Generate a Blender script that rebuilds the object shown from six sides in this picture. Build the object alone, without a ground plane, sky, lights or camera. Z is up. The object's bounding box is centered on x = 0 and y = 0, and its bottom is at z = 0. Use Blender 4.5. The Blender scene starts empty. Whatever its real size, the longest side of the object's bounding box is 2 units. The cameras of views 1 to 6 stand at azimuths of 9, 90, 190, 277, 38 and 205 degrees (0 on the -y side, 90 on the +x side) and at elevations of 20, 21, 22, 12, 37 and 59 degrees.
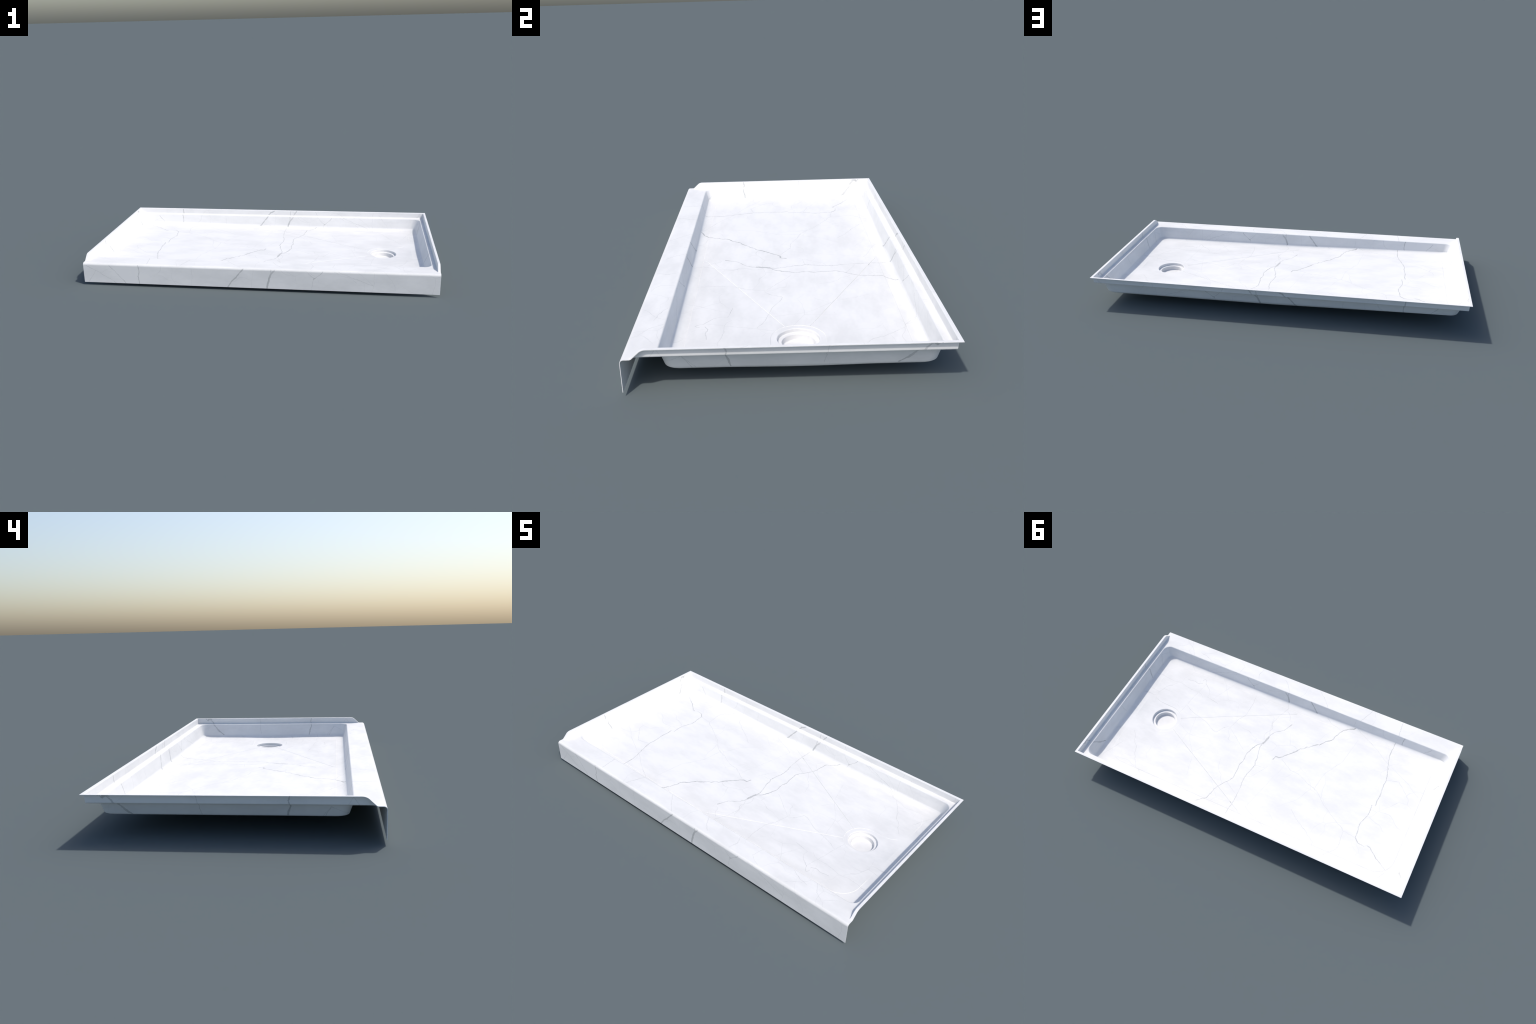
"""White marbled shower base: a thin moulded sheet with a sunken floor that falls to a
round drain, a wall flange with a turned-out lip on three sides, and a front threshold
with a hanging apron.  Metres, z up."""
import math
import bpy
import bmesh
import numpy as np
from mathutils import Vector
from mathutils.geometry import delaunay_2d_cdt

# ------------------------------------------------------------------ dimensions
HALF_X, HALF_Y = 1.0, 0.5325          # outer size of the sheet
SHEET = 0.0020                        # sheet thickness
Z_DECK = 0.131                        # ledge and threshold top
Z_LIP = 0.1644                        # top of the wall flange
Z_APRON = 0.0145                      # lower edge of the apron
CURB_R = 0.013                        # rounding of the threshold's front edge
RIM = 0.022                           # width of the flange section seen from above
DRAIN = (0.717, 0.0355)               # drain centre
RING_R = 0.098                        # shallow dish round the drain
Z_DISH = 0.0412
STEP = 0.0012                         # height of the steps round the floor and the drain channel
STEP_W = 0.0007                       # half width of those steps
GROOVE = 0.0014                       # half width of the two creases that run to the drain
GROOVE_DEEP = (0.0021, 0.0011)
FLOOR, WALL, LEDGE, THRESHOLD, FLANGE, DRAIN_PART = range(6)
PART_NAMES = ("basin_floor", "basin_wall", "ledge", "threshold", "wall_flange", "drain_recess")


def z_fold(x, y):
    """Height of the fold line: the far part of the floor is one plane that falls to the
    drain, the near part is level, and the end by the drain dips where its channel runs out."""
    z = np.where(x < -0.01, 0.0572 - 0.0222 * (x + 0.01), 0.0572 - 0.0022 * (x + 0.01))
    dip = np.clip(1.25 - np.abs(y - DRAIN[1]) / 0.24, 0, 1) * np.clip((x - 0.80) / 0.08, 0, 1)
    return z - 0.0055 * dip


def z_wall_foot(x):
    return 0.0738 - 0.0080 * x


# plan rectangles of the basin: x0, x1, y0, y1, corner radius
DECK_RECT = np.array((-0.972, 0.972, -0.4320, 0.4998, 0.052))
TOP_RECT = np.array((-0.962, 0.962, -0.4220, 0.4898, 0.043))
FOOT_RECT = np.array((-0.939, 0.939, -0.4065, 0.4760, 0.036))
FOLD_RECT = np.array((-0.8965, 0.885, -0.360, 0.4225, 0.105))


def bezier(a, b, c, n):
    """n+1 points of the arc that rounds corner b."""
    a, b, c = (np.asarray(p, float) for p in (a, b, c))
    return [(1 - t) ** 2 * a + 2 * t * (1 - t) * b + t * t * c for t in np.linspace(0, 1, n + 1)]


def rounded_rect(rect, n_long=30, n_short=16, n_corner=14):
    x0, x1, y0, y1, r = rect
    pts = []
    sides = (((x0 + r, y0), (x1 - r, y0), n_long, (x1 - r, y0 + r), -90),
             ((x1, y0 + r), (x1, y1 - r), n_short, (x1 - r, y1 - r), 0),
             ((x1 - r, y1), (x0 + r, y1), n_long, (x0 + r, y1 - r), 90),
             ((x0, y1 - r), (x0, y0 + r), n_short, (x0 + r, y0 + r), 180))
    for a, b, n, c, start in sides:
        for t in np.linspace(0, 1, n, endpoint=False):
            pts.append((a[0] + (b[0] - a[0]) * t, a[1] + (b[1] - a[1]) * t))
        for k in range(n_corner):
            g = math.radians(start + 90 * k / n_corner)
            pts.append((c[0] + r * math.cos(g), c[1] + r * math.sin(g)))
    return np.array(pts)


class Sheet:
    """Collects vertices and faces of the one moulded sheet; seams are welded later."""

    def __init__(self):
        self.verts, self.faces, self.part = [], [], []

    def row(self, pts):
        first = len(self.verts)
        self.verts.extend(tuple(map(float, p)) for p in pts)
        return list(range(first, len(self.verts)))

    def bridge(self, a, b, part, closed=False):
        n = len(a)
        for i in range(n if closed else n - 1):
            j = (i + 1) % n
            self.faces.append((a[i], a[j], b[j], b[i]))
            self.part.append(part)

    def fill(self, outline, holes, extra, z_of, part_of):
        """Triangulate a region in plan between an outline and holes."""
        pts, edges = [], []
        for loop in [outline] + holes:
            first = len(pts)
            pts += [Vector(p) for p in loop]
            n = len(loop)
            edges += [(first + i, first + (i + 1) % n) for i in range(n)]
        for line in extra:
            first = len(pts)
            pts += [Vector(p) for p in line]
            edges += [(first + i, first + i + 1) for i in range(len(line) - 1)]
        co, _, tris, _, _, _ = delaunay_2d_cdt(pts, edges, [], 0, 1e-6)
        co = np.array([(p.x, p.y) for p in co])
        tris = np.array(tris)
        mid = co[tris].mean(axis=1)
        keep = inside(mid, outline)
        for hole in holes:
            keep &= ~inside(mid, hole)
        area = np.abs(np.cross(co[tris[:, 1]] - co[tris[:, 0]], co[tris[:, 2]] - co[tris[:, 0]]))
        tris = tris[keep & (area > 1e-10)]
        z = z_of(co, tris)
        ids = self.row(np.column_stack((co, z)))
        for t in tris:
            self.faces.append(tuple(ids[i] for i in t))
            self.part.append(part_of(co[t].mean(axis=0)))


def inside(points, loop):
    loop = np.asarray(loop)
    result = np.zeros(len(points), bool)
    a, b = loop, np.roll(loop, -1, axis=0)
    for (ax, ay), (bx, by) in zip(a, b):
        if ay == by:
            continue
        cross = (points[:, 1] < ay) != (points[:, 1] < by)
        result ^= cross & (points[:, 0] < (bx - ax) * (points[:, 1] - ay) / (by - ay) + ax)
    return result


def distance_to_line(points, line):
    best = np.full(len(points), 9.0)
    for a, b in zip(line[:-1], line[1:]):
        d = b - a
        t = np.clip(((points - a) @ d) / (d @ d), 0, 1)
        best = np.minimum(best, np.linalg.norm(points - a - t[:, None] * d, axis=1))
    return best


def offset_line(line, w):
    t = np.gradient(line, axis=0)
    t /= np.linalg.norm(t, axis=1)[:, None]
    return line + w * np.column_stack((-t[:, 1], t[:, 0]))


sheet = Sheet()

# ------------------------------------------------------------------ wall flange
# its height along each side: it drops in a slope to the threshold at the front
ramp = ([np.array((-HALF_Y + CURB_R, Z_DECK)), np.array((-0.508, Z_DECK))]
        + bezier((-0.5035, Z_DECK), (-0.4985, Z_DECK), (-0.4948, Z_DECK + 0.0034), 5)
        + bezier((-0.4720, Z_LIP - 0.0090), (-0.4620, Z_LIP), (-0.4470, Z_LIP), 8)
        + [np.array((y, Z_LIP)) for y in (-0.30, 0.0, 0.30, 0.50)])
section = ([np.array((0.0, Z_LIP)), np.array((0.005, Z_LIP))]
           + bezier((0.0112, Z_LIP), (0.0133, Z_LIP), (0.0135, Z_LIP - 0.0022), 5)
           + bezier((0.0153, Z_DECK + 0.0045), (0.0157, Z_DECK), (0.0202, Z_DECK), 6)
           + [np.array((RIM, Z_DECK))])


def flange_row(place, height):
    k = (height - Z_DECK) / (Z_LIP - Z_DECK)
    return sheet.row([(*place(o), Z_DECK + k * (z - Z_DECK)) for o, z in section])


rows = [flange_row(lambda o, y=y: (HALF_X - o, y), h) for y, h in ramp]
rows.append(flange_row(lambda o: (HALF_X - o, HALF_Y - o), Z_LIP))
for x in np.linspace(0.9, -0.9, 13):
    rows.append(flange_row(lambda o, x=x: (x, HALF_Y - o), Z_LIP))
rows.append(flange_row(lambda o: (-HALF_X + o, HALF_Y - o), Z_LIP))
rows += [flange_row(lambda o, y=y: (-HALF_X + o, y), h) for y, h in reversed(ramp)]
for a, b in zip(rows[:-1], rows[1:]):
    sheet.bridge(a, b, FLANGE)

# ------------------------------------------------------------------ threshold edge and apron
front_y = -HALF_Y + CURB_R
xs = ([sheet.verts[i][0] for i in rows[-1]] + list(np.linspace(-0.9, 0.9, 19))
      + [sheet.verts[i][0] for i in reversed(rows[0])])
profile = [(front_y - CURB_R * math.sin(g), Z_DECK - CURB_R + CURB_R * math.cos(g)) for g in np.linspace(0, math.pi / 2, 10)]
profile += [(-HALF_Y, z) for z in np.linspace(Z_DECK - CURB_R - 0.002, Z_APRON, 5)]
previous = None
for y, z in profile:
    current = sheet.row([(x, y, z) for x in xs])
    if previous:
        sheet.bridge(previous, current, THRESHOLD)
    previous = current

# ------------------------------------------------------------------ basin wall, ring by ring
MOUTH = 0.190                         # the step is missing where the drain's channel runs to the end wall


def at_mouth(x, y):
    return (x > FOLD_RECT[1] - 0.01) & (np.abs(y - DRAIN[1]) < MOUTH)


def ring_xy(h):
    stops = (DECK_RECT, TOP_RECT, FOOT_RECT, FOLD_RECT)
    i = min(int(h + 1), 2)
    f = h + 1 - i
    return rounded_rect(stops[i] * (1 - f) + stops[i + 1] * f).T


def ring_at(h):
    """h: -1 on the deck, 0 wall top, 1 wall foot, 2 fold line; a cove joins foot and floor."""
    i = min(int(h + 1), 2)
    f = h + 1 - i
    x, y = ring_xy(h)
    low, foot = z_fold(x, y) - STEP * ~at_mouth(*ring_xy(2)), z_wall_foot(x)
    z = (np.full(len(x), Z_DECK), Z_DECK + (foot - Z_DECK) * f, low + (foot - low) * (1 - f) ** 5.5)[i]
    return np.column_stack((x, y, z))


def rounded_step(h0, h1, h2, n):
    a, b, c = ring_at(h0), ring_at(h1), ring_at(h2)
    return [(1 - t) ** 2 * a + 2 * t * (1 - t) * b + t * t * c for t in np.linspace(0, 1, n + 1)]


rings = (rounded_step(-0.45, 0.0, 0.08, 6) + [ring_at(h) for h in (0.15, 0.45, 0.80)]
         + rounded_step(0.95, 1.0, 1.06, 4) + [ring_at(h) for h in (1.12, 1.18, 1.25, 1.33, 1.42, 1.54, 1.70, 1.86)])
ids = [sheet.row(r) for r in rings]
for k, (a, b) in enumerate(zip(ids[:-1], ids[1:])):
    sheet.bridge(a, b, WALL if k < 12 else FLOOR, closed=True)

# small step up to the floor proper
def fold_ring(offset, drop):
    x, y = rounded_rect(FOLD_RECT + offset * np.array((-1, 1, -1, 1, 1))).T
    return np.column_stack((x, y, z_fold(x, y) - drop * ~at_mouth(x, y)))


folds = [fold_ring(STEP_W, STEP), fold_ring(-STEP_W, 0.0)]
fold_ids = [sheet.row(r) for r in folds]
for a, b in zip([ids[-1]] + fold_ids[:-1], fold_ids):
    sheet.bridge(a, b, FLOOR, closed=True)

# ------------------------------------------------------------------ ledge and threshold top
deck_outline = ([sheet.verts[r[-1]][:2] for r in rows]
                + [(x, front_y) for x in np.linspace(-0.9, 0.9, 19)])
sheet.fill(deck_outline, [rings[0][:, :2]], [], lambda co, tris: np.full(len(co), Z_DECK),
           lambda c: THRESHOLD if c[1] < -0.42 else LEDGE)

# ------------------------------------------------------------------ sloping floor with fold lines
cx, cy = DRAIN
channels = []
for s in (1, -1):
    arc = [(cx + RING_R * math.cos(g), cy + s * RING_R * math.sin(g)) for g in np.linspace(math.pi, math.pi / 2, 24)]
    bend_r = 0.092
    bend_x = FOLD_RECT[1] - 0.0025 - bend_r
    arc += [(x, cy + s * RING_R) for x in np.linspace(cx, bend_x, 6)[1:]]
    arc += [(bend_x + bend_r * math.sin(g), cy + s * (RING_R + bend_r * (1 - math.cos(g)))) for g in np.linspace(0, math.pi / 2, 16)[1:]]
    channels.append(np.array(arc))
creases = []
for end in ((-0.008, FOLD_RECT[3]), (-0.030, FOLD_RECT[2])):
    d = np.array(end) - DRAIN
    d /= np.linalg.norm(d)
    start = np.array(DRAIN) + RING_R * d
    creases.append(np.array([start + (np.array(end) - start) * t for t in np.linspace(0, 1, 26)]))
lines = channels + creases
drain_rim = [(cx + 0.0800 * math.cos(g), cy + 0.0800 * math.sin(g)) for g in np.linspace(0, 2 * math.pi, 96, endpoint=False)]
fold_inner = folds[-1][:, :2]
extra = []
for line in creases:
    extra += [line] + [offset_line(line, w) for w in (-GROOVE, GROOVE)]
for line in channels:
    extra += [offset_line(line, w) for w in (-STEP_W, STEP_W)]
dish = np.vstack((channels[0], channels[1][::-1]))
extra = [p[inside(p, fold_inner)] for p in extra]
grid = np.array([(x, y) for x in np.arange(-0.86, 0.86, 0.035) for y in np.arange(-0.34, 0.41, 0.03)])
far = np.all([distance_to_line(grid, l) > 0.012 for l in lines], axis=0)
far &= np.hypot(grid[:, 0] - cx, grid[:, 1] - cy) > 0.11
extra += [p[None] for p in grid[far]]


def floor_height(co, tris):
    """Soap-film surface spanned by the outline, the creases, the channel and the drain rim."""
    z = z_fold(*co.T)
    fixed = np.zeros(len(co), bool)
    edge = np.min([np.abs(co[:, 0] - FOLD_RECT[0]), np.abs(co[:, 0] - FOLD_RECT[1]),
                   np.abs(co[:, 1] - FOLD_RECT[2]), np.abs(co[:, 1] - FOLD_RECT[3])], axis=0) < 0.002
    near = distance_to_line(co, np.vstack((fold_inner, fold_inner[:1]))) < 1e-4
    fixed |= near | edge
    for line in creases:
        on = distance_to_line(co, line) < 1.2 * GROOVE
        t = np.linalg.norm(co - line[0], axis=1) / np.linalg.norm(line[-1] - line[0])
        z = np.where(on & ~near, Z_DISH + (z_fold(*line[-1]) - Z_DISH) * np.clip(t, 0, 1), z)
        fixed |= on
    for line in channels:
        on = distance_to_line(co, line) < 1.3 * STEP_W
        t = np.clip((co[:, 0] - cx) / (line[-1][0] - cx), 0, 1)
        z = np.where(on & ~near, Z_DISH + (z_fold(*line[-1]) - Z_DISH) * t - STEP * np.minimum(1, 4 * (1 - t)) * inside(co, dish), z)
        fixed |= on
    rim = np.hypot(co[:, 0] - cx, co[:, 1] - cy) < 0.0805
    z = np.where(rim, Z_DISH - STEP - 0.0006, z)
    fixed |= rim
    pairs = np.unique(np.sort(np.vstack((tris[:, :2], tris[:, 1:], tris[:, [0, 2]])), axis=1), axis=0)
    i, j = np.vstack((pairs, pairs[:, ::-1])).T
    w = 1.0 / np.maximum(np.linalg.norm(co[i] - co[j], axis=1), 1e-4)
    total = np.bincount(i, w, len(co))
    free = ~fixed & (total > 0)
    for _ in range(900):
        z[free] = (np.bincount(i, w * z[j], len(co)) / np.maximum(total, 1e-9))[free]
    dents = [deep * np.clip(1 - distance_to_line(co, line) / GROOVE, 0, 1) for line, deep in zip(creases, GROOVE_DEEP)]
    return z - np.where(near, 0, np.max(dents, axis=0))


sheet.fill(fold_inner, [drain_rim], extra, floor_height, lambda c: FLOOR)

# ------------------------------------------------------------------ drain recess: two steps and a closed cup
z0 = Z_DISH - STEP - 0.0006
drain_profile = (bezier((0.0800, z0), (0.0752, z0), (0.0750, z0 - 0.0036), 6)
                 + bezier((0.0748, 0.0266), (0.0748, 0.0248), (0.0730, 0.0248), 3)
                 + bezier((0.0616, 0.0248), (0.0594, 0.0248), (0.0592, 0.0225), 4)
                 + bezier((0.0585, 0.0060), (0.0583, SHEET), (0.0545, SHEET), 4)
                 + [np.array((r, SHEET)) for r in (0.04, 0.02, 0.002)])
previous = None
for r, z in drain_profile:
    current = sheet.row([(cx + r * math.cos(g), cy + r * math.sin(g), z) for g in np.linspace(0, 2 * math.pi, 96, endpoint=False)])
    if previous:
        sheet.bridge(previous, current, DRAIN_PART, closed=True)
    previous = current
sheet.faces.append(tuple(previous))
sheet.part.append(DRAIN_PART)

# ------------------------------------------------------------------ marble: white with grey veins
# The pattern lies flat on each face: plan (x, y) on level faces, (x, z) on front and back
# faces, (y, z) on end faces.  The three sheets of pattern are laid side by side in one
# plane, shifted by these amounts, so that one set of veins serves all faces.
SHIFT_XZ, SHIFT_YZ = 4.0, 8.0
VEINS = []


def vein(width, strength, *spine, shift=0.0):
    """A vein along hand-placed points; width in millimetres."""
    if shift:
        width, strength = 0.82 * width, 0.82 * strength
    VEINS.append((1.35 * width / 1000, min(1.0, 0.10 + 0.95 * strength), [(x, y + shift) for x, y in spine]))


# plan
vein(2.6, 0.85, (-0.011, -0.265), (0.012, -0.205), (0.064, -0.161), (0.076, -0.124), (0.086, -0.062), (0.113, -0.042), (0.128, -0.009), (0.144, 0.052), (0.138, 0.099), (0.146, 0.125), (0.137, 0.224), (0.149, 0.252), (0.170, 0.279), (0.200, 0.341), (0.211, 0.414), (0.261, 0.458))
vein(7, 0.9, (0.077, -0.121), (0.079, -0.094), (0.090, -0.056))
vein(2.2, 0.8, (0.091, -0.055), (0.092, -0.018), (0.072, 0.047), (0.069, 0.081), (0.060, 0.096), (0.078, 0.178), (0.079, 0.216), (0.069, 0.265), (0.061, 0.378), (0.068, 0.418), (0.066, 0.457))
vein(1.2, 0.5, (0.076, -0.124), (0.099, -0.191), (0.100, -0.233), (0.085, -0.300), (0.060, -0.358), (0.070, -0.384), (0.086, -0.403))
vein(1.2, 0.5, (-0.005, -0.277), (0.015, -0.286), (0.023, -0.314), (0.050, -0.338))
vein(3.4, 0.95, (-0.014, 0.015), (-0.025, -0.013), (-0.047, -0.012), (-0.119, -0.099), (-0.131, -0.122), (-0.147, -0.129), (-0.161, -0.152), (-0.172, -0.155), (-0.212, -0.198), (-0.223, -0.196), (-0.246, -0.235), (-0.268, -0.251), (-0.282, -0.271), (-0.283, -0.294), (-0.310, -0.357), (-0.341, -0.384), (-0.367, -0.393), (-0.377, -0.408))
vein(6.5, 0.9, (-0.022, -0.010), (-0.043, -0.011), (-0.057, -0.026))
vein(4.5, 0.9, (-0.062, -0.033), (-0.078, -0.051))
vein(5.5, 0.9, (-0.341, -0.384), (-0.367, -0.393), (-0.377, -0.408))
vein(2, 0.7, (-0.430, -0.523), (-0.387, -0.415))
vein(1.6, 0.7, (-0.624, -0.522), (-0.635, -0.417))
vein(2.4, 0.8, (-0.631, -0.415), (-0.629, -0.302), (-0.673, -0.141), (-0.671, -0.106), (-0.678, -0.021), (-0.675, 0.009), (-0.678, 0.046), (-0.659, 0.048), (-0.663, 0.114), (-0.644, 0.175), (-0.641, 0.214), (-0.649, 0.234), (-0.651, 0.272))
vein(2.4, 0.8, (-0.651, 0.272), (-0.675, 0.303), (-0.715, 0.307), (-0.727, 0.295), (-0.745, 0.299), (-0.803, 0.346), (-0.869, 0.388))
vein(1.4, 0.55, (-0.873, 0.397), (-0.849, 0.447))
vein(1.2, 0.5, (-0.388, -0.402), (-0.558, -0.308), (-0.589, -0.280), (-0.639, -0.250))
vein(1.2, 0.3, (-0.664, -0.233), (-0.695, -0.224), (-0.798, -0.169), (-0.849, -0.127), (-0.886, -0.108), (-0.921, -0.075))
vein(1.5, 0.5, (-0.677, -0.145), (-0.743, -0.160), (-0.770, -0.138), (-0.805, -0.099))
vein(1.3, 0.45, (-0.062, -0.009), (-0.143, 0.039), (-0.197, 0.040), (-0.272, 0.078), (-0.338, 0.098), (-0.410, 0.163), (-0.528, 0.240), (-0.554, 0.247), (-0.573, 0.267), (-0.663, 0.281))
vein(1.4, 0.45, (-0.573, 0.267), (-0.589, 0.367), (-0.580, 0.392), (-0.536, 0.439), (-0.528, 0.455))
vein(1.4, 0.45, (-0.257, 0.270), (-0.310, 0.315), (-0.393, 0.362), (-0.406, 0.378), (-0.424, 0.384), (-0.447, 0.403), (-0.454, 0.425))
vein(1.3, 0.5, (0.834, 0.193), (0.800, 0.233), (0.798, 0.253), (0.756, 0.294), (0.743, 0.329), (0.718, 0.372), (0.678, 0.421), (0.661, 0.423), (0.632, 0.448), (0.625, 0.466))
vein(1.1, 0.45, (0.659, -0.045), (0.629, -0.232), (0.613, -0.302))
vein(1.3, 0.5, (0.645, -0.112), (0.586, -0.083), (0.469, -0.053), (0.404, -0.016), (0.384, -0.012))
vein(1.3, 0.55, (0.384, -0.012), (0.360, -0.057), (0.334, -0.083), (0.321, -0.084), (0.301, -0.162), (0.276, -0.208), (0.277, -0.306), (0.284, -0.363))
vein(1.5, 0.6, (0.735, -0.288), (0.692, -0.295), (0.657, -0.289), (0.638, -0.301), (0.646, -0.320), (0.634, -0.340))
vein(1.5, 0.6, (0.634, -0.340), (0.615, -0.307), (0.573, -0.276), (0.556, -0.245), (0.559, -0.222), (0.477, -0.206))
vein(1.2, 0.5, (0.940, -0.242), (0.907, -0.250), (0.814, -0.238), (0.769, -0.249), (0.683, -0.229), (0.642, -0.232), (0.607, -0.226), (0.582, -0.205))
vein(1.2, 0.4, (0.326, -0.084), (0.174, 0.030))
vein(1.1, 0.35, (0.519, -0.224), (0.442, -0.395))
vein(1.3, 0.5, (0.733, -0.465), (0.681, -0.455), (0.629, -0.428))
vein(1.2, 0.45, (0.483, -0.516), (0.462, -0.511), (0.425, -0.483), (0.436, -0.426))
vein(1.3, 0.55, (0.151, -0.504), (0.108, -0.464), (0.085, -0.420))
vein(1.1, 0.35, (0.013, -0.420), (-0.005, -0.465), (-0.004, -0.514))
vein(1.5, 0.5, (-0.084, -0.520), (-0.142, -0.467), (-0.176, -0.419))
vein(1.1, 0.45, (-0.185, -0.405), (-0.222, -0.375), (-0.285, -0.358), (-0.299, -0.344))
vein(1.1, 0.4, (0.267, 0.144), (0.252, 0.196), (0.231, 0.226), (0.210, 0.240), (0.199, 0.269), (0.179, 0.290))
vein(1.2, 0.4, (0.158, 0.266), (0.107, 0.300), (0.069, 0.317))
vein(1.2, 0.4, (-0.012, 0.365), (-0.046, 0.387), (-0.142, 0.425), (-0.178, 0.458))
vein(1.1, 0.45, (0.058, 0.096), (-0.001, 0.089))
vein(1.0, 0.4, (-0.009, 0.071), (-0.002, 0.091), (0.047, 0.176), (0.073, 0.189))
vein(1.0, 0.3, (-0.095, 0.024), (-0.088, 0.071), (-0.071, 0.128), (-0.019, 0.359))
# front and back faces
vein(6.5, 1.0, (-0.064, 0.130), (-0.085, 0.105), (-0.110, 0.072), (-0.135, 0.050), (-0.157, 0.012), shift=SHIFT_XZ)
vein(7.0, 1.0, (-0.012, 0.168), (-0.030, 0.158), (-0.050, 0.149), (-0.068, 0.128), shift=SHIFT_XZ)
vein(8.0, 1.0, (0.108, 0.120), (0.090, 0.105), (0.082, 0.085), (0.075, 0.055), (0.068, 0.030), (0.064, 0.012), shift=SHIFT_XZ)
vein(4.0, 0.9, (0.135, 0.168), (0.115, 0.138), (0.105, 0.115), (0.090, 0.100), shift=SHIFT_XZ)
vein(3.5, 0.9, (0.094, 0.168), (0.087, 0.138), (0.090, 0.105), shift=SHIFT_XZ)
vein(4.2, 0.9, (-0.678, 0.168), (-0.674, 0.125), (-0.668, 0.090), (-0.676, 0.060), (-0.668, 0.010), shift=SHIFT_XZ)
vein(1.4, 0.5, (-0.362, 0.115), (-0.358, 0.070), (-0.366, 0.015), shift=SHIFT_XZ)
vein(3.0, 0.8, (0.376, 0.125), (0.362, 0.108), (0.338, 0.090), (0.322, 0.078), shift=SHIFT_XZ)
vein(1.5, 0.6, (0.262, 0.160), (0.280, 0.125), (0.325, 0.085), (0.318, 0.050), (0.312, 0.012), shift=SHIFT_XZ)
vein(1.6, 0.6, (0.360, 0.132), (0.385, 0.156), (0.420, 0.148), (0.460, 0.125), (0.540, 0.092), (0.650, 0.052), shift=SHIFT_XZ)
vein(1.2, 0.45, (0.655, 0.160), (0.650, 0.100), (0.652, 0.052), (0.640, 0.012), shift=SHIFT_XZ)
vein(2.2, 0.7, (-0.845, 0.122), (-0.812, 0.086), (-0.790, 0.060), (-0.762, 0.030), (-0.745, 0.010), shift=SHIFT_XZ)
vein(1.8, 0.65, (-0.985, 0.118), (-0.945, 0.096), (-0.915, 0.085), (-0.880, 0.058), (-0.835, 0.036), (-0.805, 0.010), shift=SHIFT_XZ)
vein(1.5, 0.55, (-0.925, 0.090), (-0.945, 0.060), (-0.978, 0.012), shift=SHIFT_XZ)
vein(1.2, 0.4, (-0.900, 0.072), (-0.850, 0.100), (-0.825, 0.098), shift=SHIFT_XZ)
vein(1.2, 0.4, (0.560, 0.128), (0.605, 0.095), (0.648, 0.052), shift=SHIFT_XZ)
vein(1.0, 0.35, (0.300, 0.118), (0.345, 0.085), (0.352, 0.062), shift=SHIFT_XZ)
vein(1.3, 0.45, (0.430, 0.130), (0.470, 0.105), (0.520, 0.095), (0.560, 0.066), shift=SHIFT_XZ)
vein(1.2, 0.4, (0.700, 0.140), (0.735, 0.100), (0.760, 0.062), (0.765, 0.030), shift=SHIFT_XZ)
vein(1.0, 0.35, (-0.500, 0.160), (-0.470, 0.110), (-0.480, 0.060), (-0.455, 0.015), shift=SHIFT_XZ)
# end faces
vein(6.5, 1.0, (0.440, 0.157), (0.424, 0.143), (0.408, 0.125), (0.388, 0.102), (0.366, 0.082), (0.345, 0.066), shift=SHIFT_YZ)
vein(11.0, 1.0, (0.456, 0.154), (0.440, 0.162), (0.428, 0.158), shift=SHIFT_YZ)
vein(3.0, 0.9, (0.468, 0.168), (0.460, 0.155), (0.450, 0.148), shift=SHIFT_YZ)
vein(5.0, 1.0, (-0.205, 0.168), (-0.200, 0.145), (-0.206, 0.120), (-0.198, 0.095), (-0.192, 0.065), shift=SHIFT_YZ)
vein(2.0, 0.6, (0.122, 0.165), (0.114, 0.130), (0.116, 0.105), (0.106, 0.070), shift=SHIFT_YZ)
vein(2.0, 0.6, (-0.345, 0.115), (-0.332, 0.095), (-0.316, 0.062), shift=SHIFT_YZ)
vein(1.6, 0.5, (-0.305, 0.066), (-0.345, 0.117), (-0.380, 0.100), (-0.410, 0.088), shift=SHIFT_YZ)
vein(1.6, 0.5, (-0.400, 0.130), (-0.421, 0.160), (-0.440, 0.130), shift=SHIFT_YZ)
# ledge and rim at the back, threshold veins that run on over the edge
vein(1.3, 0.5, (0.281, 0.478), (0.276, 0.500), (0.292, 0.517))
vein(1.2, 0.4, (0.100, 0.490), (0.108, 0.532))
vein(2.6, 0.85, (0.261, 0.458), (0.276, 0.470), (0.285, 0.482))
vein(1.2, 0.45, (0.620, 0.440), (0.615, 0.490), (0.622, 0.532))
vein(1.2, 0.45, (0.850, 0.300), (0.905, 0.420), (0.930, 0.500))
vein(1.4, 0.5, (0.728, -0.430), (0.700, -0.470), (0.655, -0.500), (0.640, -0.522))
vein(1.4, 0.5, (0.760, -0.425), (0.790, -0.470), (0.840, -0.500), (0.860, -0.525))
vein(1.1, 0.4, (0.905, -0.440), (0.860, -0.470), (0.815, -0.522))
vein(1.3, 0.5, (0.300, -0.430), (0.318, -0.470), (0.305, -0.522))
vein(1.0, 0.35, (0.560, -0.110), (0.520, 0.080), (0.430, 0.190), (0.390, 0.330))
vein(1.0, 0.35, (-0.420, -0.330), (-0.395, -0.150), (-0.330, -0.020), (-0.320, 0.090))


marble = bpy.data.materials.new("veined_marble")
marble.use_nodes = True
tree = marble.node_tree
tree.nodes.clear()


def node(kind, **settings):
    n = tree.nodes.new(kind)
    for k, v in settings.items():
        setattr(n, k, v)
    return n


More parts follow.
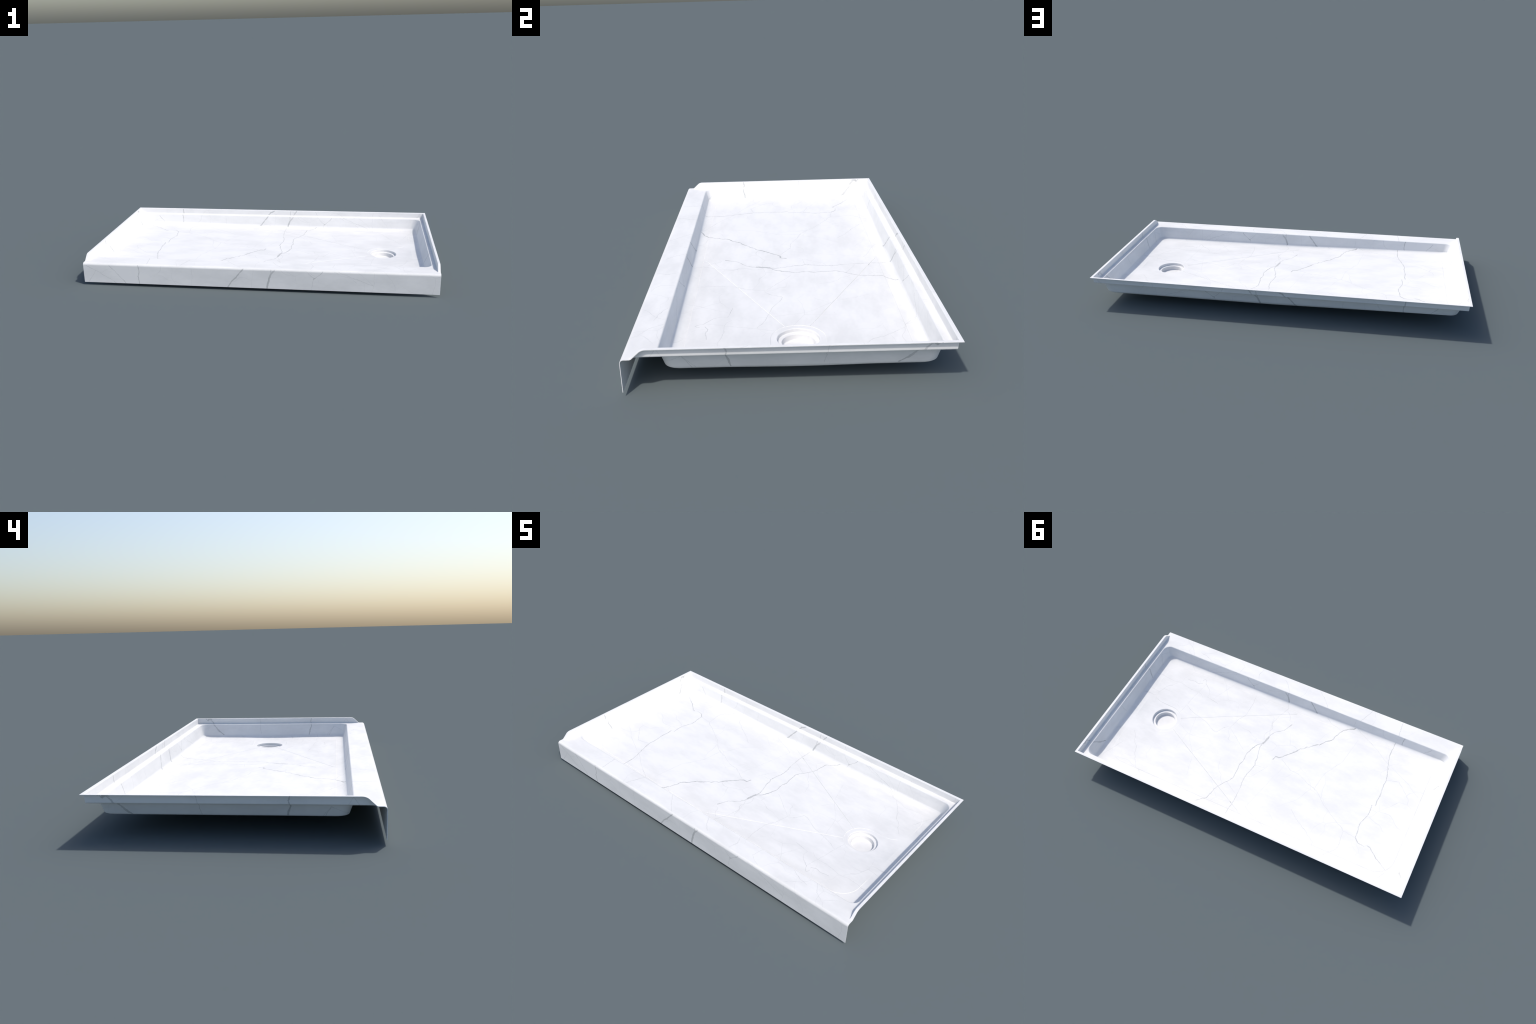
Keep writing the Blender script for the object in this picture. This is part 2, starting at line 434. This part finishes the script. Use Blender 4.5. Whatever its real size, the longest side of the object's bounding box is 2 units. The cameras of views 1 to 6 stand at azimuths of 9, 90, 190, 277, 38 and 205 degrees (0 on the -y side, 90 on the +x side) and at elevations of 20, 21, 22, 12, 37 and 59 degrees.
def plug(target, value):
    if isinstance(value, bpy.types.NodeSocket):
        tree.links.new(value, target)
    elif value is not None:
        target.default_value = value


def math_node(op, a, b=None, c=None, clamp=False):
    n = node("ShaderNodeMath", operation=op, use_clamp=clamp)
    for socket, value in zip(n.inputs, (a, b, c)):
        plug(socket, value)
    return n.outputs[0]


def vector_node(op, a, b=None, scale=None):
    n = node("ShaderNodeVectorMath", operation=op)
    plug(n.inputs[0], a)
    plug(n.inputs[1], b)
    if scale is not None:
        plug(n.inputs["Scale"], scale)
    return n.outputs["Value" if op in ("DOT_PRODUCT", "LENGTH") else "Vector"]


def noise(vector, scale, detail=3.0, rough=0.55, colour=False):
    n = node("ShaderNodeTexNoise")
    plug(n.inputs["Vector"], vector)
    n.inputs["Scale"].default_value = scale
    n.inputs["Detail"].default_value = detail
    n.inputs["Roughness"].default_value = rough
    return n.outputs["Color" if colour else "Fac"]


def remap(value, lo, hi, out_lo=0.0, out_hi=1.0):
    n = node("ShaderNodeMapRange", clamp=True)
    for socket, v in zip(n.inputs, (value, lo, hi, out_lo, out_hi)):
        plug(socket, v)
    return n.outputs[0]


place = node("ShaderNodeSeparateXYZ")
plug(place.inputs[0], node("ShaderNodeTexCoord").outputs["Object"])
px, py, pz = place.outputs
facing = node("ShaderNodeSeparateXYZ")
plug(facing.inputs[0], vector_node("ABSOLUTE", node("ShaderNodeNewGeometry").outputs["True Normal"]))
nx, ny, nz = facing.outputs
level = math_node("GREATER_THAN", nz, math_node("MAXIMUM", nx, ny))
end_face = math_node("MULTIPLY", math_node("GREATER_THAN", nx, ny), math_node("SUBTRACT", 1.0, level))


def choose(flag, if_true, if_false):
    n = node("ShaderNodeMix", data_type="FLOAT")
    plug(n.inputs[0], flag)
    plug(n.inputs[2], if_false)
    plug(n.inputs[3], if_true)
    return n.outputs[0]


flat = node("ShaderNodeCombineXYZ")
plug(flat.inputs[0], choose(end_face, py, px))
upright = math_node("ADD", pz, choose(end_face, SHIFT_YZ, SHIFT_XZ))
plug(flat.inputs[1], choose(level, py, upright))
flat = flat.outputs[0]

# small wanderings of every vein
wander = vector_node("SUBTRACT", noise(flat, 34.0, 6.0, 0.72, colour=True), (0.5, 0.5, 0.5))
bent = vector_node("ADD", flat, vector_node("SCALE", wander, scale=0.016))
swell = remap(noise(flat, 26.0, 2.0), 0.30, 0.72, 0.45, 1.55)
fade = remap(noise(flat, 11.0, 2.0), 0.30, 0.62, 0.70, 1.0)

# the running strength rides along in z, vein after vein
separate = node("ShaderNodeSeparateXYZ")
plug(separate.inputs[0], bent)
total = 0.0
for width, strength, spine in VEINS:
    a, b = np.array(spine[0]), np.array(spine[-1])
    chord = float(np.linalg.norm(b - a))
    along = (b - a) / chord
    side = np.array((-along[1], along[0]))
    line = node("ShaderNodeMapping", vector_type="TEXTURE")
    carried = node("ShaderNodeCombineXYZ")
    for socket, value in zip(carried.inputs, (separate.outputs[0], separate.outputs[1], total)):
        plug(socket, value)
    plug(line.inputs["Vector"], carried.outputs[0])
    line.inputs["Location"].default_value = (a[0], a[1], 0)
    line.inputs["Rotation"].default_value = (0, 0, math.atan2(along[1], along[0]))
    line.inputs["Scale"].default_value = (chord, chord, 1)
    uv = node("ShaderNodeSeparateXYZ")
    plug(uv.inputs[0], line.outputs[0])
    u, v = uv.outputs[0], uv.outputs[1]
    bend, slope = 0.0, 1.0
    if len(spine) > 2:
        curve = node("ShaderNodeFloatCurve")
        points = curve.mapping.curves[0].points
        local = [(float((np.array(p) - a) @ along) / chord, float((np.array(p) - a) @ side) / chord) for p in spine]
        while len(points) < len(local):
            points.new(0.5, 0.5)
        for point, (lu, lv) in zip(points, local):
            point.location = (lu, lv * 0.5 + 0.5)
            point.handle_type = "VECTOR"
        curve.mapping.use_clip = False
        curve.mapping.update()
        plug(curve.inputs["Value"], u)
        bend = math_node("MULTIPLY_ADD", curve.outputs[0], 2.0, -1.0)
        run = sum(math.dist(p, q) for p, q in zip(local[:-1], local[1:]))
        slope = run
    hit = math_node("COMPARE", v, bend, math_node("MULTIPLY", swell, 0.5 * width * slope / chord))
    within = math_node("COMPARE", u, 0.5, 0.5)
    shown = math_node("MULTIPLY", math_node("MULTIPLY", hit, strength), within)
    total = math_node("MAXIMUM", uv.outputs[2], shown)
veins = math_node("MULTIPLY", total, fade)

# hair-fine cracks and soft clouds between the veins
hair = node("ShaderNodeTexVoronoi", feature="DISTANCE_TO_EDGE")
warp = vector_node("SUBTRACT", noise(flat, 3.6, 2.5, 0.5, colour=True), (0.5, 0.5, 0.5))
plug(hair.inputs["Vector"], vector_node("ADD", flat, vector_node("SCALE", warp, scale=0.22)))
hair.inputs["Scale"].default_value = 4.6
hair_line = remap(hair.outputs["Distance"], 0.0, 0.006, 1.0, 0.0)
hair_line = math_node("MULTIPLY", hair_line, remap(noise(flat, 3.1, 3.0), 0.44, 0.60, 0.0, 0.33))
streak = node("ShaderNodeMapping")
plug(streak.inputs["Vector"], flat)
streak.inputs["Rotation"].default_value = (0, 0, 0.6)
streak.inputs["Scale"].default_value = (1.0, 2.2, 1.0)
cloud = remap(noise(streak.outputs[0], 4.2, 6.0, 0.62), 0.40, 0.62, 0.0, 0.20)
grain = remap(noise(flat, 70.0, 3.0, 0.7), 0.35, 0.65, -0.018, 0.018)
drift = remap(px, -1.0, 0.8, -0.060, 0.045)
cloud = math_node("MAXIMUM", math_node("ADD", math_node("ADD", cloud, grain), drift), 0.0)
amount = math_node("MAXIMUM", veins, math_node("ADD", hair_line, cloud))

tint = node("ShaderNodeMix", data_type="RGBA")
plug(tint.inputs[0], amount)
tint.inputs[6].default_value = (0.816, 0.810, 0.800, 1)
tint.inputs[7].default_value = (0.44, 0.445, 0.445, 1)
surface = node("ShaderNodeBsdfPrincipled")
plug(surface.inputs["Base Color"], tint.outputs[2])
surface.inputs["Roughness"].default_value = 0.68
out = node("ShaderNodeOutputMaterial")
plug(out.inputs["Surface"], surface.outputs[0])

# ------------------------------------------------------------------ weld, thicken, take normals, split into parts
mesh = bpy.data.meshes.new("sheet")
mesh.from_pydata(sheet.verts, [], sheet.faces)
mesh.polygons.foreach_set("material_index", sheet.part)
for _ in PART_NAMES:
    mesh.materials.append(None)
work = bmesh.new()
work.from_mesh(mesh)
bmesh.ops.remove_doubles(work, verts=work.verts, dist=2e-5)
bmesh.ops.dissolve_degenerate(work, edges=work.edges, dist=1e-6)
bmesh.ops.delete(work, geom=[v for v in work.verts if not v.link_faces], context="VERTS")
bmesh.ops.recalc_face_normals(work, faces=work.faces)
deck = [f for f in work.faces if f.material_index == LEDGE]
if sum(f.normal.z * f.calc_area() for f in deck) < 0:
    bmesh.ops.reverse_faces(work, faces=work.faces)
work.to_mesh(mesh)
work.free()

whole = bpy.data.objects.new("sheet", mesh)
bpy.context.scene.collection.objects.link(whole)
thick = whole.modifiers.new("thickness", "SOLIDIFY")
thick.thickness = SHEET
thick.offset = -1.0
deps = bpy.context.evaluated_depsgraph_get()
solid = bpy.data.meshes.new_from_object(whole.evaluated_get(deps))
whole.modifiers.clear()
whole.data = solid
solid.polygons.foreach_set("use_smooth", [True] * len(solid.polygons))
solid.set_sharp_from_angle(angle=math.radians(32))
weighted = whole.modifiers.new("normals", "WEIGHTED_NORMAL")
weighted.keep_sharp = True
weighted.weight = 80
deps = bpy.context.evaluated_depsgraph_get()
final = bpy.data.meshes.new_from_object(whole.evaluated_get(deps))

co = np.zeros(len(final.vertices) * 3)
final.vertices.foreach_get("co", co)
co = co.reshape(-1, 3)
normals = np.array([n.vector[:] for n in final.corner_normals])
bpy.data.objects.remove(whole)

base = bpy.data.objects.new("shower_base", None)
base.empty_display_size = 0.2
base["label"] = "low white marbled shower base with drain and front threshold"
base["category"] = "shower base"
bpy.context.scene.collection.objects.link(base)
for part, name in enumerate(PART_NAMES):
    polys = [p for p in final.polygons if p.material_index == part]
    used = {}
    faces, corner = [], []
    for p in polys:
        faces.append([used.setdefault(v, len(used)) for v in p.vertices])
        corner.extend(range(p.loop_start, p.loop_start + p.loop_total))
    piece = bpy.data.meshes.new(name)
    piece.from_pydata(co[list(used)].tolist(), [], faces)
    piece.polygons.foreach_set("use_smooth", [True] * len(faces))
    piece.normals_split_custom_set(normals[corner].tolist())
    piece.materials.append(marble)
    obj = bpy.data.objects.new(name, piece)
    obj.parent = base
    bpy.context.scene.collection.objects.link(obj)
for m in list(bpy.data.meshes):
    if not m.users:
        bpy.data.meshes.remove(m)
